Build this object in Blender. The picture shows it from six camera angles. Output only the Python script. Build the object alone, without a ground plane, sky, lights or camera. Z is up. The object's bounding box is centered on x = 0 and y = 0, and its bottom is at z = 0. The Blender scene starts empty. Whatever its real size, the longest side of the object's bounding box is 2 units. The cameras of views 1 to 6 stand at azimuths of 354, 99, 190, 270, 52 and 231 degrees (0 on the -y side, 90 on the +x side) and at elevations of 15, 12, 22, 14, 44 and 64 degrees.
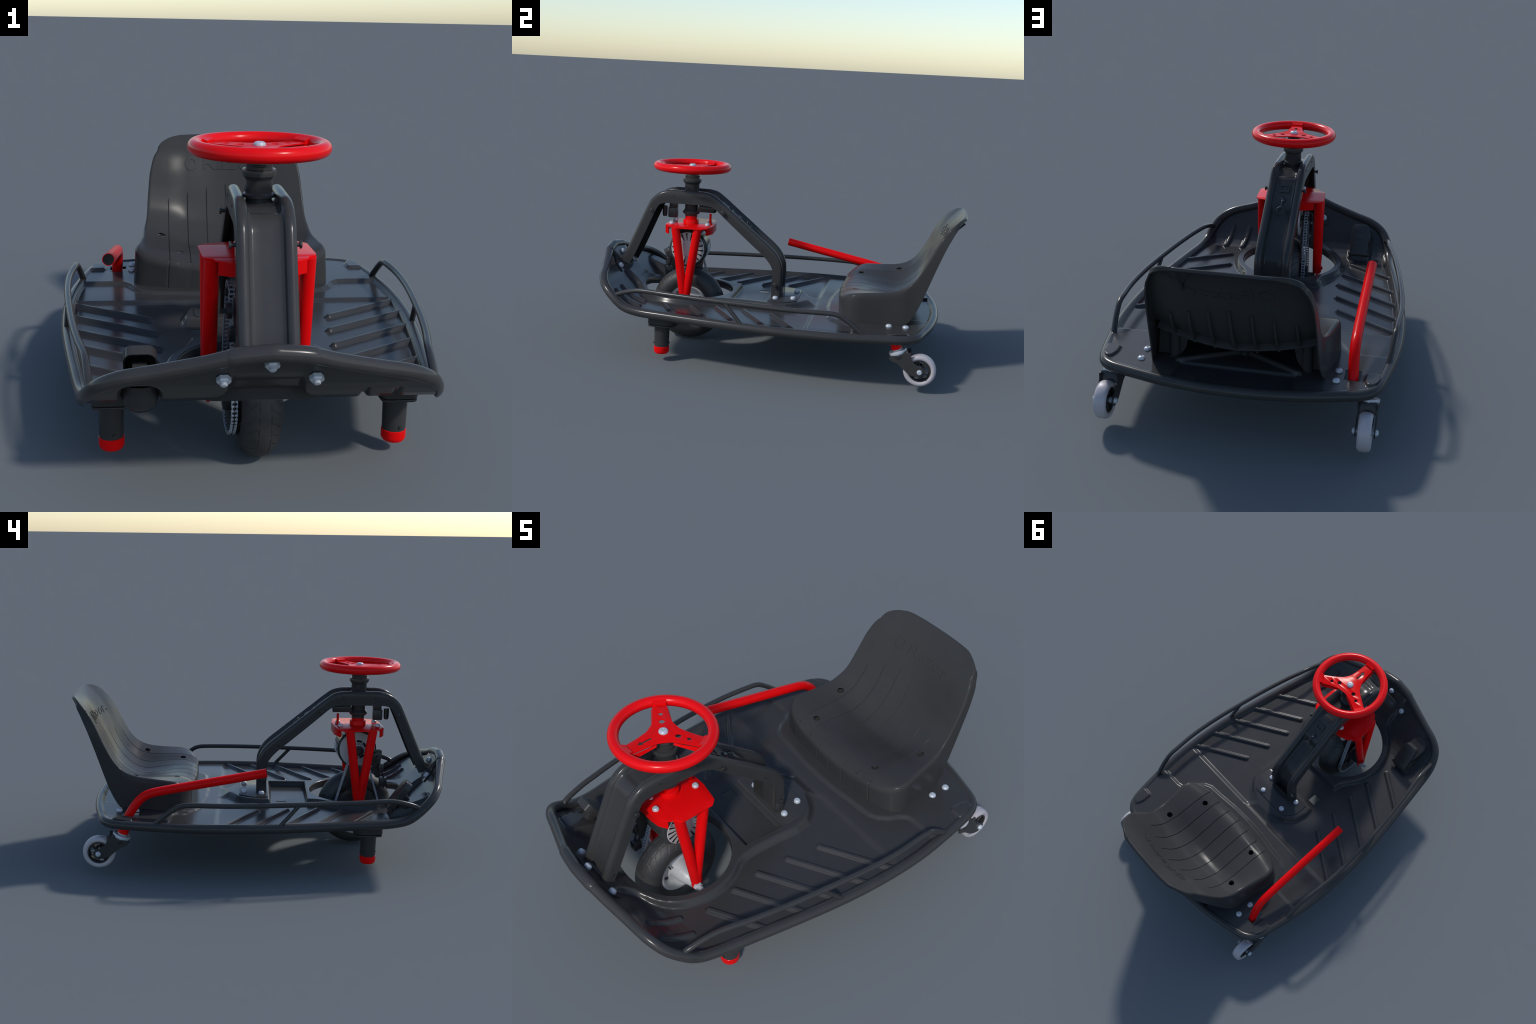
import bpy, bmesh, math
import numpy as np
from mathutils import Vector, Matrix

PI = math.pi
# ------------------------------------------------------------------ materials
def mat(name, col, rough=0.5, metal=0.0, spec=0.5, coat=0.0, var=0.06, scale=30.0, bump=0.0, bscale=400.0, streak=None, rvar=0.03):
    m = bpy.data.materials.new(name)
    m.use_nodes = True
    nt = m.node_tree
    b = nt.nodes["Principled BSDF"]
    tc = nt.nodes.new("ShaderNodeTexCoord")
    nz = nt.nodes.new("ShaderNodeTexNoise")
    nz.inputs["Scale"].default_value = scale
    nz.inputs["Detail"].default_value = 4
    src = tc.outputs["Object"]
    if streak:
        mp = nt.nodes.new("ShaderNodeMapping")
        mp.inputs["Scale"].default_value = streak
        nt.links.new(src, mp.inputs["Vector"])
        src = mp.outputs["Vector"]
    nt.links.new(src, nz.inputs["Vector"])
    r = nt.nodes.new("ShaderNodeValToRGB")
    r.color_ramp.elements[0].position = 0.3
    r.color_ramp.elements[1].position = 0.7
    r.color_ramp.elements[0].color = [c * (1 - var) for c in col] + [1]
    r.color_ramp.elements[1].color = [min(1, c * (1 + var)) for c in col] + [1]
    nt.links.new(nz.outputs["Fac"], r.inputs["Fac"])
    nt.links.new(r.outputs["Color"], b.inputs["Base Color"])
    mr = nt.nodes.new("ShaderNodeMapRange")
    mr.inputs["To Min"].default_value = max(0.02, rough - rvar)
    mr.inputs["To Max"].default_value = min(1, rough + rvar)
    nt.links.new(nz.outputs["Fac"], mr.inputs["Value"])
    nt.links.new(mr.outputs["Result"], b.inputs["Roughness"])
    b.inputs["Metallic"].default_value = metal
    b.inputs["Specular IOR Level"].default_value = spec
    b.inputs["Coat Weight"].default_value = coat
    b.inputs["Coat Roughness"].default_value = 0.15
    if bump > 0:
        n2 = nt.nodes.new("ShaderNodeTexNoise")
        n2.inputs["Scale"].default_value = bscale
        nt.links.new(tc.outputs["Object"], n2.inputs["Vector"])
        bp = nt.nodes.new("ShaderNodeBump")
        bp.inputs["Strength"].default_value = bump
        bp.inputs["Distance"].default_value = 0.001
        nt.links.new(n2.outputs["Fac"], bp.inputs["Height"])
        nt.links.new(bp.outputs["Normal"], b.inputs["Normal"])
    return m

GREY = 0.0385
M_DECK = mat("dark_moulded_plastic", (GREY, GREY, GREY * 1.02), 0.21, spec=.22, var=0.04, scale=12)
M_FRAME = mat("dark_painted_steel", (GREY, GREY, GREY * 1.02), 0.22, spec=.22, var=0.04, scale=12)
M_SEAT = mat("seat_plastic", (GREY * 1.05, GREY * 1.05, GREY * 1.07), 0.24, spec=.07, var=0.02, scale=12, rvar=0.005)
M_RED = mat("red_powder_coat", (0.70, 0.004, 0.005), 0.22, spec=.10, var=0.03, scale=20)
M_GRIP = mat("red_grip_plastic", (0.72, 0.004, 0.006), 0.22, spec=.18, var=0.04, scale=14)
M_ZINC = mat("zinc_plated_steel", (0.46, 0.50, 0.55), 0.36, metal=0.15, var=0.05, scale=60)
M_ALU = mat("cast_aluminium", (0.50, 0.51, 0.52), 0.38, metal=0.2, var=0.06, scale=50)
M_RUB = mat("black_rubber", (0.030, 0.030, 0.031), 0.55, var=0.10, scale=40, bump=0.15)
M_BLACK = mat("black_plastic", (0.022, 0.022, 0.023), 0.40, var=0.06, scale=40)
M_HOLE_DARK = mat("painted_hole_black", (0.004, 0.004, 0.004), 0.8, var=0.02)  # near-black colour painted in for the shade inside holes and slots
M_URE = mat("pale_urethane", (0.40, 0.375, 0.40), 0.40, var=0.04, scale=30)
M_CHAIN = mat("chain_steel", (0.36, 0.40, 0.45), 0.36, metal=0.35, var=0.12, scale=120)

# ------------------------------------------------------------------ helpers
def finish(me, name, material, parent, angle=35, mtx=None, recalc=False):
    if recalc:
        bm = bmesh.new(); bm.from_mesh(me)
        bmesh.ops.recalc_face_normals(bm, faces=bm.faces)
        bm.to_mesh(me); bm.free()
    me.materials.clear()
    me.materials.append(material)
    me.polygons.foreach_set("use_smooth", [True] * len(me.polygons))
    if angle < 180:
        me.set_sharp_from_angle(angle=math.radians(angle))
    me.update()
    return link(me, name, parent, mtx)

WORLD = {}      # world matrix of each part, so that children are placed in world space
def link(me, name, parent, mtx=None):
    o = bpy.data.objects.new(name, me)
    bpy.context.collection.objects.link(o)
    if parent is not None:
        o.parent = parent
        if parent.name in WORLD:
            o.matrix_parent_inverse = WORLD[parent.name].inverted()
    if mtx is not None:
        o.matrix_basis = mtx
    WORLD[o.name] = mtx.copy() if mtx is not None else Matrix.Identity(4)
    return o

def raw(name, v, f):
    me = bpy.data.meshes.new(name)
    me.from_pydata([tuple(map(float, p)) for p in v], [], [tuple(map(int, q)) for q in f])
    me.update()
    return me

def mesh(name, v, f, material, parent, angle=35, mtx=None, recalc=True):
    return finish(raw(name, v, f), name, material, parent, angle, mtx, recalc)

def thicken(me, t, off=-1.0):
    o = bpy.data.objects.new("tmp", me)
    bpy.context.collection.objects.link(o)
    md = o.modifiers.new("s", 'SOLIDIFY'); md.thickness = t; md.offset = off
    dg = bpy.context.evaluated_depsgraph_get()
    n = bpy.data.meshes.new_from_object(o.evaluated_get(dg))
    bpy.data.objects.remove(o)
    return n

def catmull(P, n=12, closed=False):
    P = np.array(P, float)
    N = len(P); out = []
    segs = N if closed else N - 1
    for i in range(segs):
        p1, p2 = P[i], P[(i + 1) % N]
        p0 = P[(i - 1) % N] if (closed or i > 0) else 2 * p1 - p2
        p3 = P[(i + 2) % N] if (closed or i + 2 < N) else 2 * p2 - p1
        # centripetal
        d = [max(np.linalg.norm(b - a), 1e-6) ** 0.5 for a, b in ((p0, p1), (p1, p2), (p2, p3))]
        t0 = 0; t1 = d[0]; t2 = t1 + d[1]; t3 = t2 + d[2]
        for k in range(n):
            t = t1 + (t2 - t1) * k / n
            A1 = (t1 - t) / (t1 - t0) * p0 + (t - t0) / (t1 - t0) * p1
            A2 = (t2 - t) / (t2 - t1) * p1 + (t - t1) / (t2 - t1) * p2
            A3 = (t3 - t) / (t3 - t2) * p2 + (t - t2) / (t3 - t2) * p3
            B1 = (t2 - t) / (t2 - t0) * A1 + (t - t0) / (t2 - t0) * A2
            B2 = (t3 - t) / (t3 - t1) * A2 + (t - t1) / (t3 - t1) * A3
            out.append((t2 - t) / (t2 - t1) * B1 + (t - t1) / (t2 - t1) * B2)
    if not closed:
        out.append(P[-1])
    return np.array(out)

def fillet_path(P, R, n=8):
    """polyline with rounded corners"""
    P = [np.array(p, float) for p in P]
    out = [P[0]]
    for i in range(1, len(P) - 1):
        a, b, c = P[i - 1], P[i], P[i + 1]
        r = R[i - 1] if isinstance(R, (list, tuple)) else R
        u = (a - b); v = (c - b)
        lu, lv = np.linalg.norm(u), np.linalg.norm(v)
        d = min(r, lu * .48, lv * .48)
        p, q = b + u / lu * d, b + v / lv * d
        for k in range(n + 1):
            t = k / n
            out.append((1 - t) ** 2 * p + 2 * t * (1 - t) * b + t * t * q)
    out.append(P[-1])
    return np.array(out)

def sweep_circle(path, r, n=16, closed=False, cap=True):
    path = np.array(path, float); N = len(path)
    T = np.zeros_like(path)
    for i in range(N):
        a = path[(i - 1) % N] if (closed or i > 0) else path[i]
        b = path[(i + 1) % N] if (closed or i < N - 1) else path[i]
        T[i] = (b - a) / max(np.linalg.norm(b - a), 1e-9)
    u = np.cross(T[0], [0, 0, 1.0])
    if np.linalg.norm(u) < 1e-3: u = np.cross(T[0], [1.0, 0, 0])
    u /= np.linalg.norm(u)
    V = []; 
    for i in range(N):
        u = u - T[i] * (u @ T[i]); u /= np.linalg.norm(u)
        w = np.cross(T[i], u)
        rr = r[i] if hasattr(r, '__len__') else r
        for k in range(n):
            a = 2 * PI * k / n
            V.append(path[i] + rr * (math.cos(a) * u + math.sin(a) * w))
    F = []
    for i in range(N if closed else N - 1):
        j = (i + 1) % N
        for k in range(n):
            F.append((i * n + k, i * n + (k + 1) % n, j * n + (k + 1) % n, j * n + k))
    if cap and not closed:
        F.append(tuple(range(n))[::-1]); F.append(tuple((N - 1) * n + k for k in range(n)))
    return V, F

def tube(name, path, r, material, parent, n=16, closed=False, cap=True, angle=50):
    v, f = sweep_circle(path, r, n, closed, cap)
    return mesh(name, v, f, material, parent, angle)

AX = {'z': Matrix.Identity(4), 'x': Matrix.Rotation(PI / 2, 4, 'Y'), '-x': Matrix.Rotation(-PI / 2, 4, 'Y'), 'y': Matrix.Rotation(-PI / 2, 4, 'X')}

def lathe_mesh(name, prof, n=32):
    """prof: list of (r,h); local axis z"""
    V = []; F = []; rings = []
    for r, h in prof:
        if r < 1e-6:
            rings.append([len(V)]); V.append((0, 0, h))
        else:
            rings.append(list(range(len(V), len(V) + n)))
            V += [(r * math.cos(2 * PI * k / n), r * math.sin(2 * PI * k / n), h) for k in range(n)]
    for a, b in zip(rings[:-1], rings[1:]):
        for k in range(n):
            k2 = (k + 1) % n
            if len(a) == 1 and len(b) == 1: continue
            if len(a) == 1: F.append((a[0], b[k2], b[k]))
            elif len(b) == 1: F.append((a[k], a[k2], b[0]))
            else: F.append((a[k], a[k2], b[k2], b[k]))
    return raw(name, V, F)

def lathe(name, prof, material, parent, loc=(0, 0, 0), axis='z', n=32, angle=35, rot=None):
    me = lathe_mesh(name, prof, n)
    m = Matrix.Translation(loc) @ (rot if rot is not None else AX[axis])
    return finish(me, name, material, parent, angle, m, recalc=True)

def zto(d):
    return Vector(d).to_track_quat('Z', 'Y').to_matrix().to_4x4()

def boxmesh(name, size, bev=0.003, seg=2):
    bm = bmesh.new()
    bmesh.ops.create_cube(bm, size=1)
    bmesh.ops.scale(bm, vec=size, verts=bm.verts)
    if bev > 0:
        bmesh.ops.bevel(bm, geom=bm.edges[:], offset=bev, segments=seg, affect='EDGES', profile=.5)
    me = bpy.data.meshes.new(name); bm.to_mesh(me); bm.free()
    return me

def box(name, size, loc, material, parent, bev=0.003, rot=None, seg=2):
    m = Matrix.Translation(loc)
    if rot is not None: m = m @ rot
    return finish(boxmesh(name, size, bev, seg), name, material, parent, 40, m)

def plate_mesh(name, outline, holes=(), t=0.004, bev=0.0):
    cu = bpy.data.curves.new(name, 'CURVE'); cu.dimensions = '2D'; cu.fill_mode = 'BOTH'
    cu.extrude = t / 2 - bev; cu.bevel_depth = bev; cu.bevel_resolution = 1
    for pts in [outline] + list(holes):
        sp = cu.splines.new('POLY'); sp.points.add(len(pts) - 1)
        for p, q in zip(sp.points, pts): p.co = (q[0], q[1], 0, 1)
        sp.use_cyclic_u = True
    o = bpy.data.objects.new("tmp", cu); bpy.context.collection.objects.link(o)
    dg = bpy.context.evaluated_depsgraph_get()
    me = bpy.data.meshes.new_from_object(o.evaluated_get(dg))
    bpy.data.objects.remove(o); bpy.data.curves.remove(cu)
    bm = bmesh.new(); bm.from_mesh(me)
    bmesh.ops.remove_doubles(bm, verts=bm.verts, dist=1e-5)
    bmesh.ops.recalc_face_normals(bm, faces=bm.faces)
    bm.to_mesh(me); bm.free()
    me.name = name
    return me

def plate(name, outline, material, parent, holes=(), t=0.004, bev=0.001, mtx=None):
    return finish(plate_mesh(name, outline, holes, t, bev), name, material, parent, 30, mtx)

def circ(cx, cy, r, n=24):
    return [(cx + r * math.cos(2 * PI * k / n), cy + r * math.sin(2 * PI * k / n)) for k in range(n)]

def roundpoly(pts, r, n=5):
    P = [np.array(p, float) for p in pts]; out = []
    N = len(P)
    for i in range(N):
        a, b, c = P[i - 1], P[i], P[(i + 1) % N]
        u, v = a - b, c - b
        lu, lv = np.linalg.norm(u), np.linalg.norm(v)
        d = min(r, lu * .45, lv * .45)
        p, q = b + u / lu * d, b + v / lv * d
        for k in range(n + 1):
            t = k / n
            out.append(tuple((1 - t) ** 2 * p + 2 * t * (1 - t) * b + t * t * q))
    return out

def ss(x, a, b):
    t = np.clip((x - a) / (b - a), 0, 1)
    return t * t * (3 - 2 * t)

def sdf_poly(X, Y, poly):
    """signed distance, negative inside"""
    P = np.array(poly, float); Q = np.roll(P, -1, axis=0)
    d2 = np.full(X.shape, 1e9); ins = np.zeros(X.shape, bool)
    for (ax, ay), (bx, by) in zip(P, Q):
        ex, ey = bx - ax, by - ay
        wx, wy = X - ax, Y - ay
        t = np.clip((wx * ex + wy * ey) / (ex * ex + ey * ey + 1e-12), 0, 1)
        d2 = np.minimum(d2, (wx - t * ex) ** 2 + (wy - t * ey) ** 2)
        c = ((ay > Y) != (by > Y)) & (X < ex * (Y - ay) / (ey + (1e-12 if ey == 0 else 0)) + ax)
        ins ^= c
    d = np.sqrt(d2)
    return np.where(ins, -d, d)

def smin(a, b, k):
    h = np.clip(0.5 + 0.5 * (b - a) / k, 0, 1)
    return b * (1 - h) + a * h - k * h * (1 - h)

# ------------------------------------------------------------------ root
kart = bpy.data.objects.new("drift_kart", None)
bpy.context.collection.objects.link(kart)
kart["label"] = "dark grey ride-on drift kart with red steering wheel and fork"
kart["category"] = "go kart"

# ================================================================== deck
RIM_R = 0.0235
RIM_HALF = [(0, -.972, .507), (.10, -.962, .494), (.175, -.945, .471), (.30, -.914, .437), (.407, -.887, .409),
            (.467, -.852, .375), (.504, -.791, .325), (.517, -.735, .288), (.529, -.66, .272), (.558, -.50, .270), (.596, -.28, .270),
            (.625, -.08, .270), (.640, .10, .270), (.643, .26, .270), (.637, .38, .270), (.620, .52, .270),
            (.601, .64, .270), (.587, .705, .270), (.565, .752, .270), (.527, .781, .270), (.446, .806, .270),
            (.30, .842, .270), (.13, .866, .270), (0, .871, .270)]
half = catmull(RIM_HALF, 10)
rim_path = np.vstack([half, (half * [-1, 1, 1])[::-1][1:-1]])
WALL_Y = np.array([-1.0, -.968, -.95, -.92, -.89, -.86, -.822, -.79, -.755, -.72, -.69, -.66, 1.0])
WALL_Z = np.array([.560, .514, .489, .448, .410, .375, .338, .310, .287, .273, .2662, .2655, .2655])

def platform_sdf(X, Y):
    pts = [(0, .285), (.12, .289), (.24, .303), (.33, .310), (.375, .332), (.41, .372), (.432, .420), (.455, .445), (.485, .452), (.70, .452), (.70, 1.0)]
    poly = pts + [(-x, y) for x, y in pts[::-1]][:-1]
    return sdf_poly(X, Y, poly)

RIB_IN = [(.337, .022), (.312, -.134), (.300, -.288), (.313, -.422), (.338, -.567)]
RIB_DIR = np.array([.274, .172]) / math.hypot(.274, .172)
HOLE = (0, -.515, .252)

def deck_z(X, Y, D):
    """D: distance to rim centre line (inside positive)"""
    z = np.interp(Y, WALL_Y, WALL_Z)
    z = z + .011 * ss(Y, .208, .242)                         # cross step
    z = z + .012 * (1 - ss(platform_sdf(X, Y), -.020, .004))    # seat platform
    # raised console: ring collar + spine + front boss
    AXx = np.abs(X)
    ring = np.hypot(X, Y - HOLE[1]) - .303
    pts = [(.120, .245), (.108, .200), (.162, .150), (.210, .078), (.226, .0), (.214, -.12), (.211, -.22), (.217, -.31), (.20, -.50)]
    spine = sdf_poly(X, Y, pts + [(-x, y) for x, y in pts[::-1]])
    boss = np.maximum(AXx - .118, Y + .62)
    con = smin(smin(ring, spine, .03), boss, .04)
    fade = .027 + .055 * ss(Y, .09, .2)
    h = 1 - ss(con, -fade, -.001)
    # notch on the left: pan open towards -x
    notch = np.maximum(np.maximum(X - .158, Y + .043), -.247 - Y)
    h = h * ss(notch, -.012, .004)
    top = .031 - .012 * ss(Y, .10, .23) - .019 * (1 - ss(Y, -.90, -.82))
    z = z + top * h
    # foot ribs
    for sx in (1, -1):
        for k, (rx, ry) in enumerate(RIB_IN):
            px, py = sx * X - rx, Y - ry
            al = px * RIB_DIR[0] + py * RIB_DIR[1]
            ac = -px * RIB_DIR[1] + py * RIB_DIR[0]
            d = np.where(al < 0, np.hypot(al, ac), np.abs(ac))
            z = z + .0145 * (1 - ss(d, .0050, .0185)) * (sx * X > .2) * ss(D, .012, .026)
    # curved ribs that climb the right front wall
    for rx in (.298, .393):
        cx = rx + .11 * np.clip(Y + .74, -.1, .1)
        al = np.maximum(np.maximum(-.685 - Y, 0) * 0 + (Y + .690), -.815 - Y)
        d = np.where(al > 0, np.hypot(al, X - cx), np.abs(X - cx))
        z = z + .0145 * (1 - ss(d, .005, .0185)) * (X > 0)
    # pocket under the brake pedal
    pk = sdf_poly(X, Y, roundpoly([(-.422, -.655), (-.292, -.655), (-.292, -.835), (-.318, -.868), (-.398, -.868), (-.422, -.835)], .03))
    hp_ = 1 - ss(pk, -.020, .002)
    z = z + hp_ * np.maximum(0, .300 + .42 * (-.66 - Y) - z)
    # corner pads and the rear tail recess
    pad = sdf_poly(AXx, Y, roundpoly([(.528, .632), (.606, .630), (.602, .715), (.572, .748), (.540, .745), (.524, .70)], .02))
    z = z + .011 * (1 - ss(pad, -.014, .0))
    tail = np.maximum(AXx - .247, .712 - Y)
    z = z - .012 * (1 - ss(tail, -.004, .010))
    for x1, y1, x2, y2 in ((.26, .70, .03, .575), (0, .58, 0, .50)):
        ex, ey = x2 - x1, y2 - y1
        t = np.clip(((AXx - x1) * ex + (Y - y1) * ey) / (ex * ex + ey * ey), 0, 1)
        z = z + .014 * (1 - ss(np.hypot(AXx - x1 - t * ex, Y - y1 - t * ey), .006, .018))
    # side fillet up into the rim
    z = np.maximum(z, .2655 + .020 * (1 - ss(D, .016, .036)))
    return z

def build_deck():
    st = .0032
    xs = np.arange(-209, 210) * st
    ys = np.arange(-315, 286) * st
    X, Y = np.meshgrid(xs, ys, indexing='ij')
    poly = rim_path[:, :2]
    S = sdf_poly(X, Y, poly)
    inside = S < 0
    R = np.hypot(X - HOLE[0], Y - HOLE[1])
    hole = R < HOLE[2]
    slot = (np.abs(X + .166) < .022) & (np.abs(Y + .108) < .026)
    lever = (np.abs(X + .480) < .032) & (np.abs(Y - .662) < .042)
    ok = inside & ~hole & ~slot & ~lever
    def anyq(m): return m[:-1, :-1] | m[1:, :-1] | m[1:, 1:] | m[:-1, 1:]
    def allq(m): return m[:-1, :-1] & m[1:, :-1] & m[1:, 1:] & m[:-1, 1:]
    face = anyq(ok) & ~anyq(slot) & ~anyq(lever)
    used = np.zeros_like(ok)
    for dx, dy in ((0, 0), (1, 0), (1, 1), (0, 1)):
        used[dx:dx + face.shape[0], dy:dy + face.shape[1]] |= face
    # snap outside vertices to the rim line and to the wheel opening
    nx, ny = X.copy(), Y.copy()
    om = used & ~inside
    idx = np.argwhere(om)
    A = poly; Bq = np.roll(poly, -1, axis=0); E = Bq - A; L = (E ** 2).sum(1)
    for i, j in idx:
        p = np.array([X[i, j], Y[i, j]])
        t = np.clip(((p - A) * E).sum(1) / L, 0, 1)
        q = A + t[:, None] * E
        k = np.argmin(((q - p) ** 2).sum(1))
        nx[i, j], ny[i, j] = q[k]
    hm = used & hole
    s = HOLE[2] / np.maximum(R, 1e-6)
    nx[hm] = (X[hm] - HOLE[0]) * s[hm] + HOLE[0]
    ny[hm] = (Y[hm] - HOLE[1]) * s[hm] + HOLE[1]
    D = np.maximum(0, -sdf_poly(nx, ny, poly))
    Z = deck_z(nx, ny, D)
    ids = -np.ones(X.shape, int)
    ids[used] = np.arange(used.sum())
    V = np.stack([nx[used], ny[used], Z[used]], 1)
    f = np.argwhere(face)
    F = np.stack([ids[f[:, 0], f[:, 1]], ids[f[:, 0] + 1, f[:, 1]], ids[f[:, 0] + 1, f[:, 1] + 1], ids[f[:, 0], f[:, 1] + 1]], 1)
    me = thicken(raw("deck", V, F), .004)
    bm = bmesh.new(); bm.from_mesh(me)
    bmesh.ops.dissolve_degenerate(bm, dist=1e-5, edges=bm.edges)
    bm.to_mesh(me); bm.free()
    return finish(me, "deck", M_DECK, kart, 60)

deck = build_deck()
def rolled_bead(path, r, th, a0=-72, a1=205, n=22, closed=True, name="rolled_rim", material=None, parent=None):
    """open curl swept round the tray: outer lip, crown, inner leg"""
    Np = len(path); V = []; F = []
    rs = r if hasattr(r, '__len__') else [r] * Np
    angs = [math.radians(a0 + (a1 - a0) * k / n) for k in range(n + 1)]
    m = 2 * len(angs)
    for i in range(Np):
        a = path[(i - 1) % Np] if (closed or i > 0) else path[i]
        b = path[(i + 1) % Np] if (closed or i < Np - 1) else path[i]
        T = (b - a) / np.linalg.norm(b - a)
        o_ = np.array([-T[1], T[0], 0]); o_ /= np.linalg.norm(o_)
        if o_ @ (path[i] * [1, 1, 0]) < 0: o_ = -o_
        u_ = np.cross(o_, T); u_ = u_ if u_[2] > 0 else -u_
        prof = [(q * math.cos(a), q * math.sin(a)) for q, aa in ((rs[i], angs), (rs[i] - th, angs[::-1])) for a in aa]
        for x, y in prof: V.append(path[i] + o_ * x + u_ * y)
    for i in range(Np if closed else Np - 1):
        j = (i + 1) % Np
        for k in range(m): F.append((i * m + k, i * m + (k + 1) % m, j * m + (k + 1) % m, j * m + k))
    if not closed:
        F.append(tuple(range(m))); F.append(tuple((Np - 1) * m + k for k in range(m)))
    return mesh(name, V, F, material, parent, 50)
RIM_RS = .0225 + .0010 * ss(rim_path[:, 1], -.85, -.70)
rolled_bead(rim_path, RIM_RS, .004, material=M_DECK, parent=deck)

def zdeck(x, y):
    return float(deck_z(np.array([x]), np.array([y]), np.array([.2]))[0])

# lip ring that turns down inside the wheel opening
N = 120; V = []; F = []
for k in range(N):
    a = 2 * PI * k / N
    cx, cy = HOLE[0] + math.cos(a) * HOLE[2], HOLE[1] + math.sin(a) * HOLE[2]
    zz = zdeck(HOLE[0] + math.cos(a) * (HOLE[2] + .001), HOLE[1] + math.sin(a) * (HOLE[2] + .001))
    for j, (dr, dz) in enumerate([(.004, .0), (-.001, -.001), (-.004, -.006), (-.005, -.04), (.002, -.04), (.003, -.008)]):
        V.append((cx + math.cos(a) * dr, cy + math.sin(a) * dr, zz + dz))
for k in range(N):
    for j in range(6):
        F.append((k * 6 + j, k * 6 + (j + 1) % 6, ((k + 1) % N) * 6 + (j + 1) % 6, ((k + 1) % N) * 6 + j))
mesh("opening_lip", V, F, M_DECK, deck, 50)

# ------------------------------------------------------------------ bolts (shared meshes)
def dome(r, h, sock):
    pr = [(0, h * .80), (sock, h * .80), (sock, h * 1.0)]
    for k in range(1, 7):
        a = PI / 2 * k / 6
        pr.append((sock + (r - sock) * math.sin(a) * 1.0, h * (.35 + .65 * math.cos(a))))
    pr += [(r, h * .3), (r * 1.02, h * .2), (r * 1.02, -.002)]
    return lathe_mesh("dome_bolt", pr, 24)
ME_BOLT = dome(.0165, .0165, .005)
finish(ME_BOLT, "tmpb", M_ZINC, None, 35, recalc=True); bpy.data.objects.remove(bpy.data.objects["tmpb"])
def bolt(loc, d=(0, 0, 1), s=1.0, parent=None, name="dome_bolt"):
    return link(ME_BOLT, name, parent or deck, Matrix.Translation(loc) @ zto(d) @ Matrix.Scale(s, 4))
for sx in (1, -1):
    bolt((sx * .417, .723, .284)); bolt((sx * .418, .638, .284))

# nuts on the outside of the nose
def hexnut_mesh(r, h, rr):
    V = [];F = []
    for z, q in ((0, r), (h * .75, r), (h, r * .86)):
        V += [(q * math.cos(PI / 3 * k), q * math.sin(PI / 3 * k), z) for k in range(6)]
    for a in (0, 6):
        for k in range(6): F.append((a + k, a + (k + 1) % 6, a + 6 + (k + 1) % 6, a + 6 + k))
    F.append(tuple(range(12, 18)))
    b = len(V)
    for z, q in ((h - .001, rr), (h + .008, rr), (h + .010, rr * .7)):
        V += [(q * math.cos(PI / 6 * k), q * math.sin(PI / 6 * k), z) for k in range(12)]
    for a in (b, b + 12):
        for k in range(12): F.append((a + k, a + (k + 1) % 12, a + 12 + (k + 1) % 12, a + 12 + k))
    F.append(tuple(range(b + 24, b + 36)))
    return raw("hex_nut", V, F)
ME_NUT = hexnut_mesh(.021, .016, .010)
finish(ME_NUT, "tmpn", M_ZINC, None, 25, recalc=True); bpy.data.objects.remove(bpy.data.objects["tmpn"])
def nut(loc, d, parent, s=1.0):
    return link(ME_NUT, "hex_nut", parent, Matrix.Translation(loc) @ zto(d) @ Matrix.Scale(s, 4))
WN = Vector((0, .77, .64))           # inward normal of the nose wall
for x, y in ((.128, -.892), (-.128, -.892), (0, -.925)):
    zz = zdeck(x, y)
    nut(Vector((x, y, zz)) - WN * .006, -WN, deck)

# ------------------------------------------------------------------ side rails
for sx in (1, -1):
    P = catmull([(.493, -.795, .335), (.500, -.775, .350), (.512, -.700, .3745), (.519, -.655, .383), (.528, -.61, .3855), (.553, -.51, .386), (.598, -.29, .387),
                 (.631, -.07, .3875), (.647, .10, .387), (.650, .22, .387), (.643, .34, .387), (.640, .375, .385), (.636, .405, .377), (.632, .43, .362), (.627, .46, .340), (.619, .505, .300), (.615, .525, .280)], 6)
    P = P + np.stack([-.009 * ss(P[:, 1], -.6, -.1) * (1 - ss(P[:, 1], .32, .52)), 0 * P[:, 1], 0 * P[:, 1]], 1)
    rail = tube("side_rail", P * [sx, 1, 1], .0128, M_FRAME, kart, 14, angle=60)
    tube("rail_strut", [(sx * .612, -.178, .382), (sx * .628, -.085, .280)], .0105, M_FRAME, rail, 12)

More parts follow.
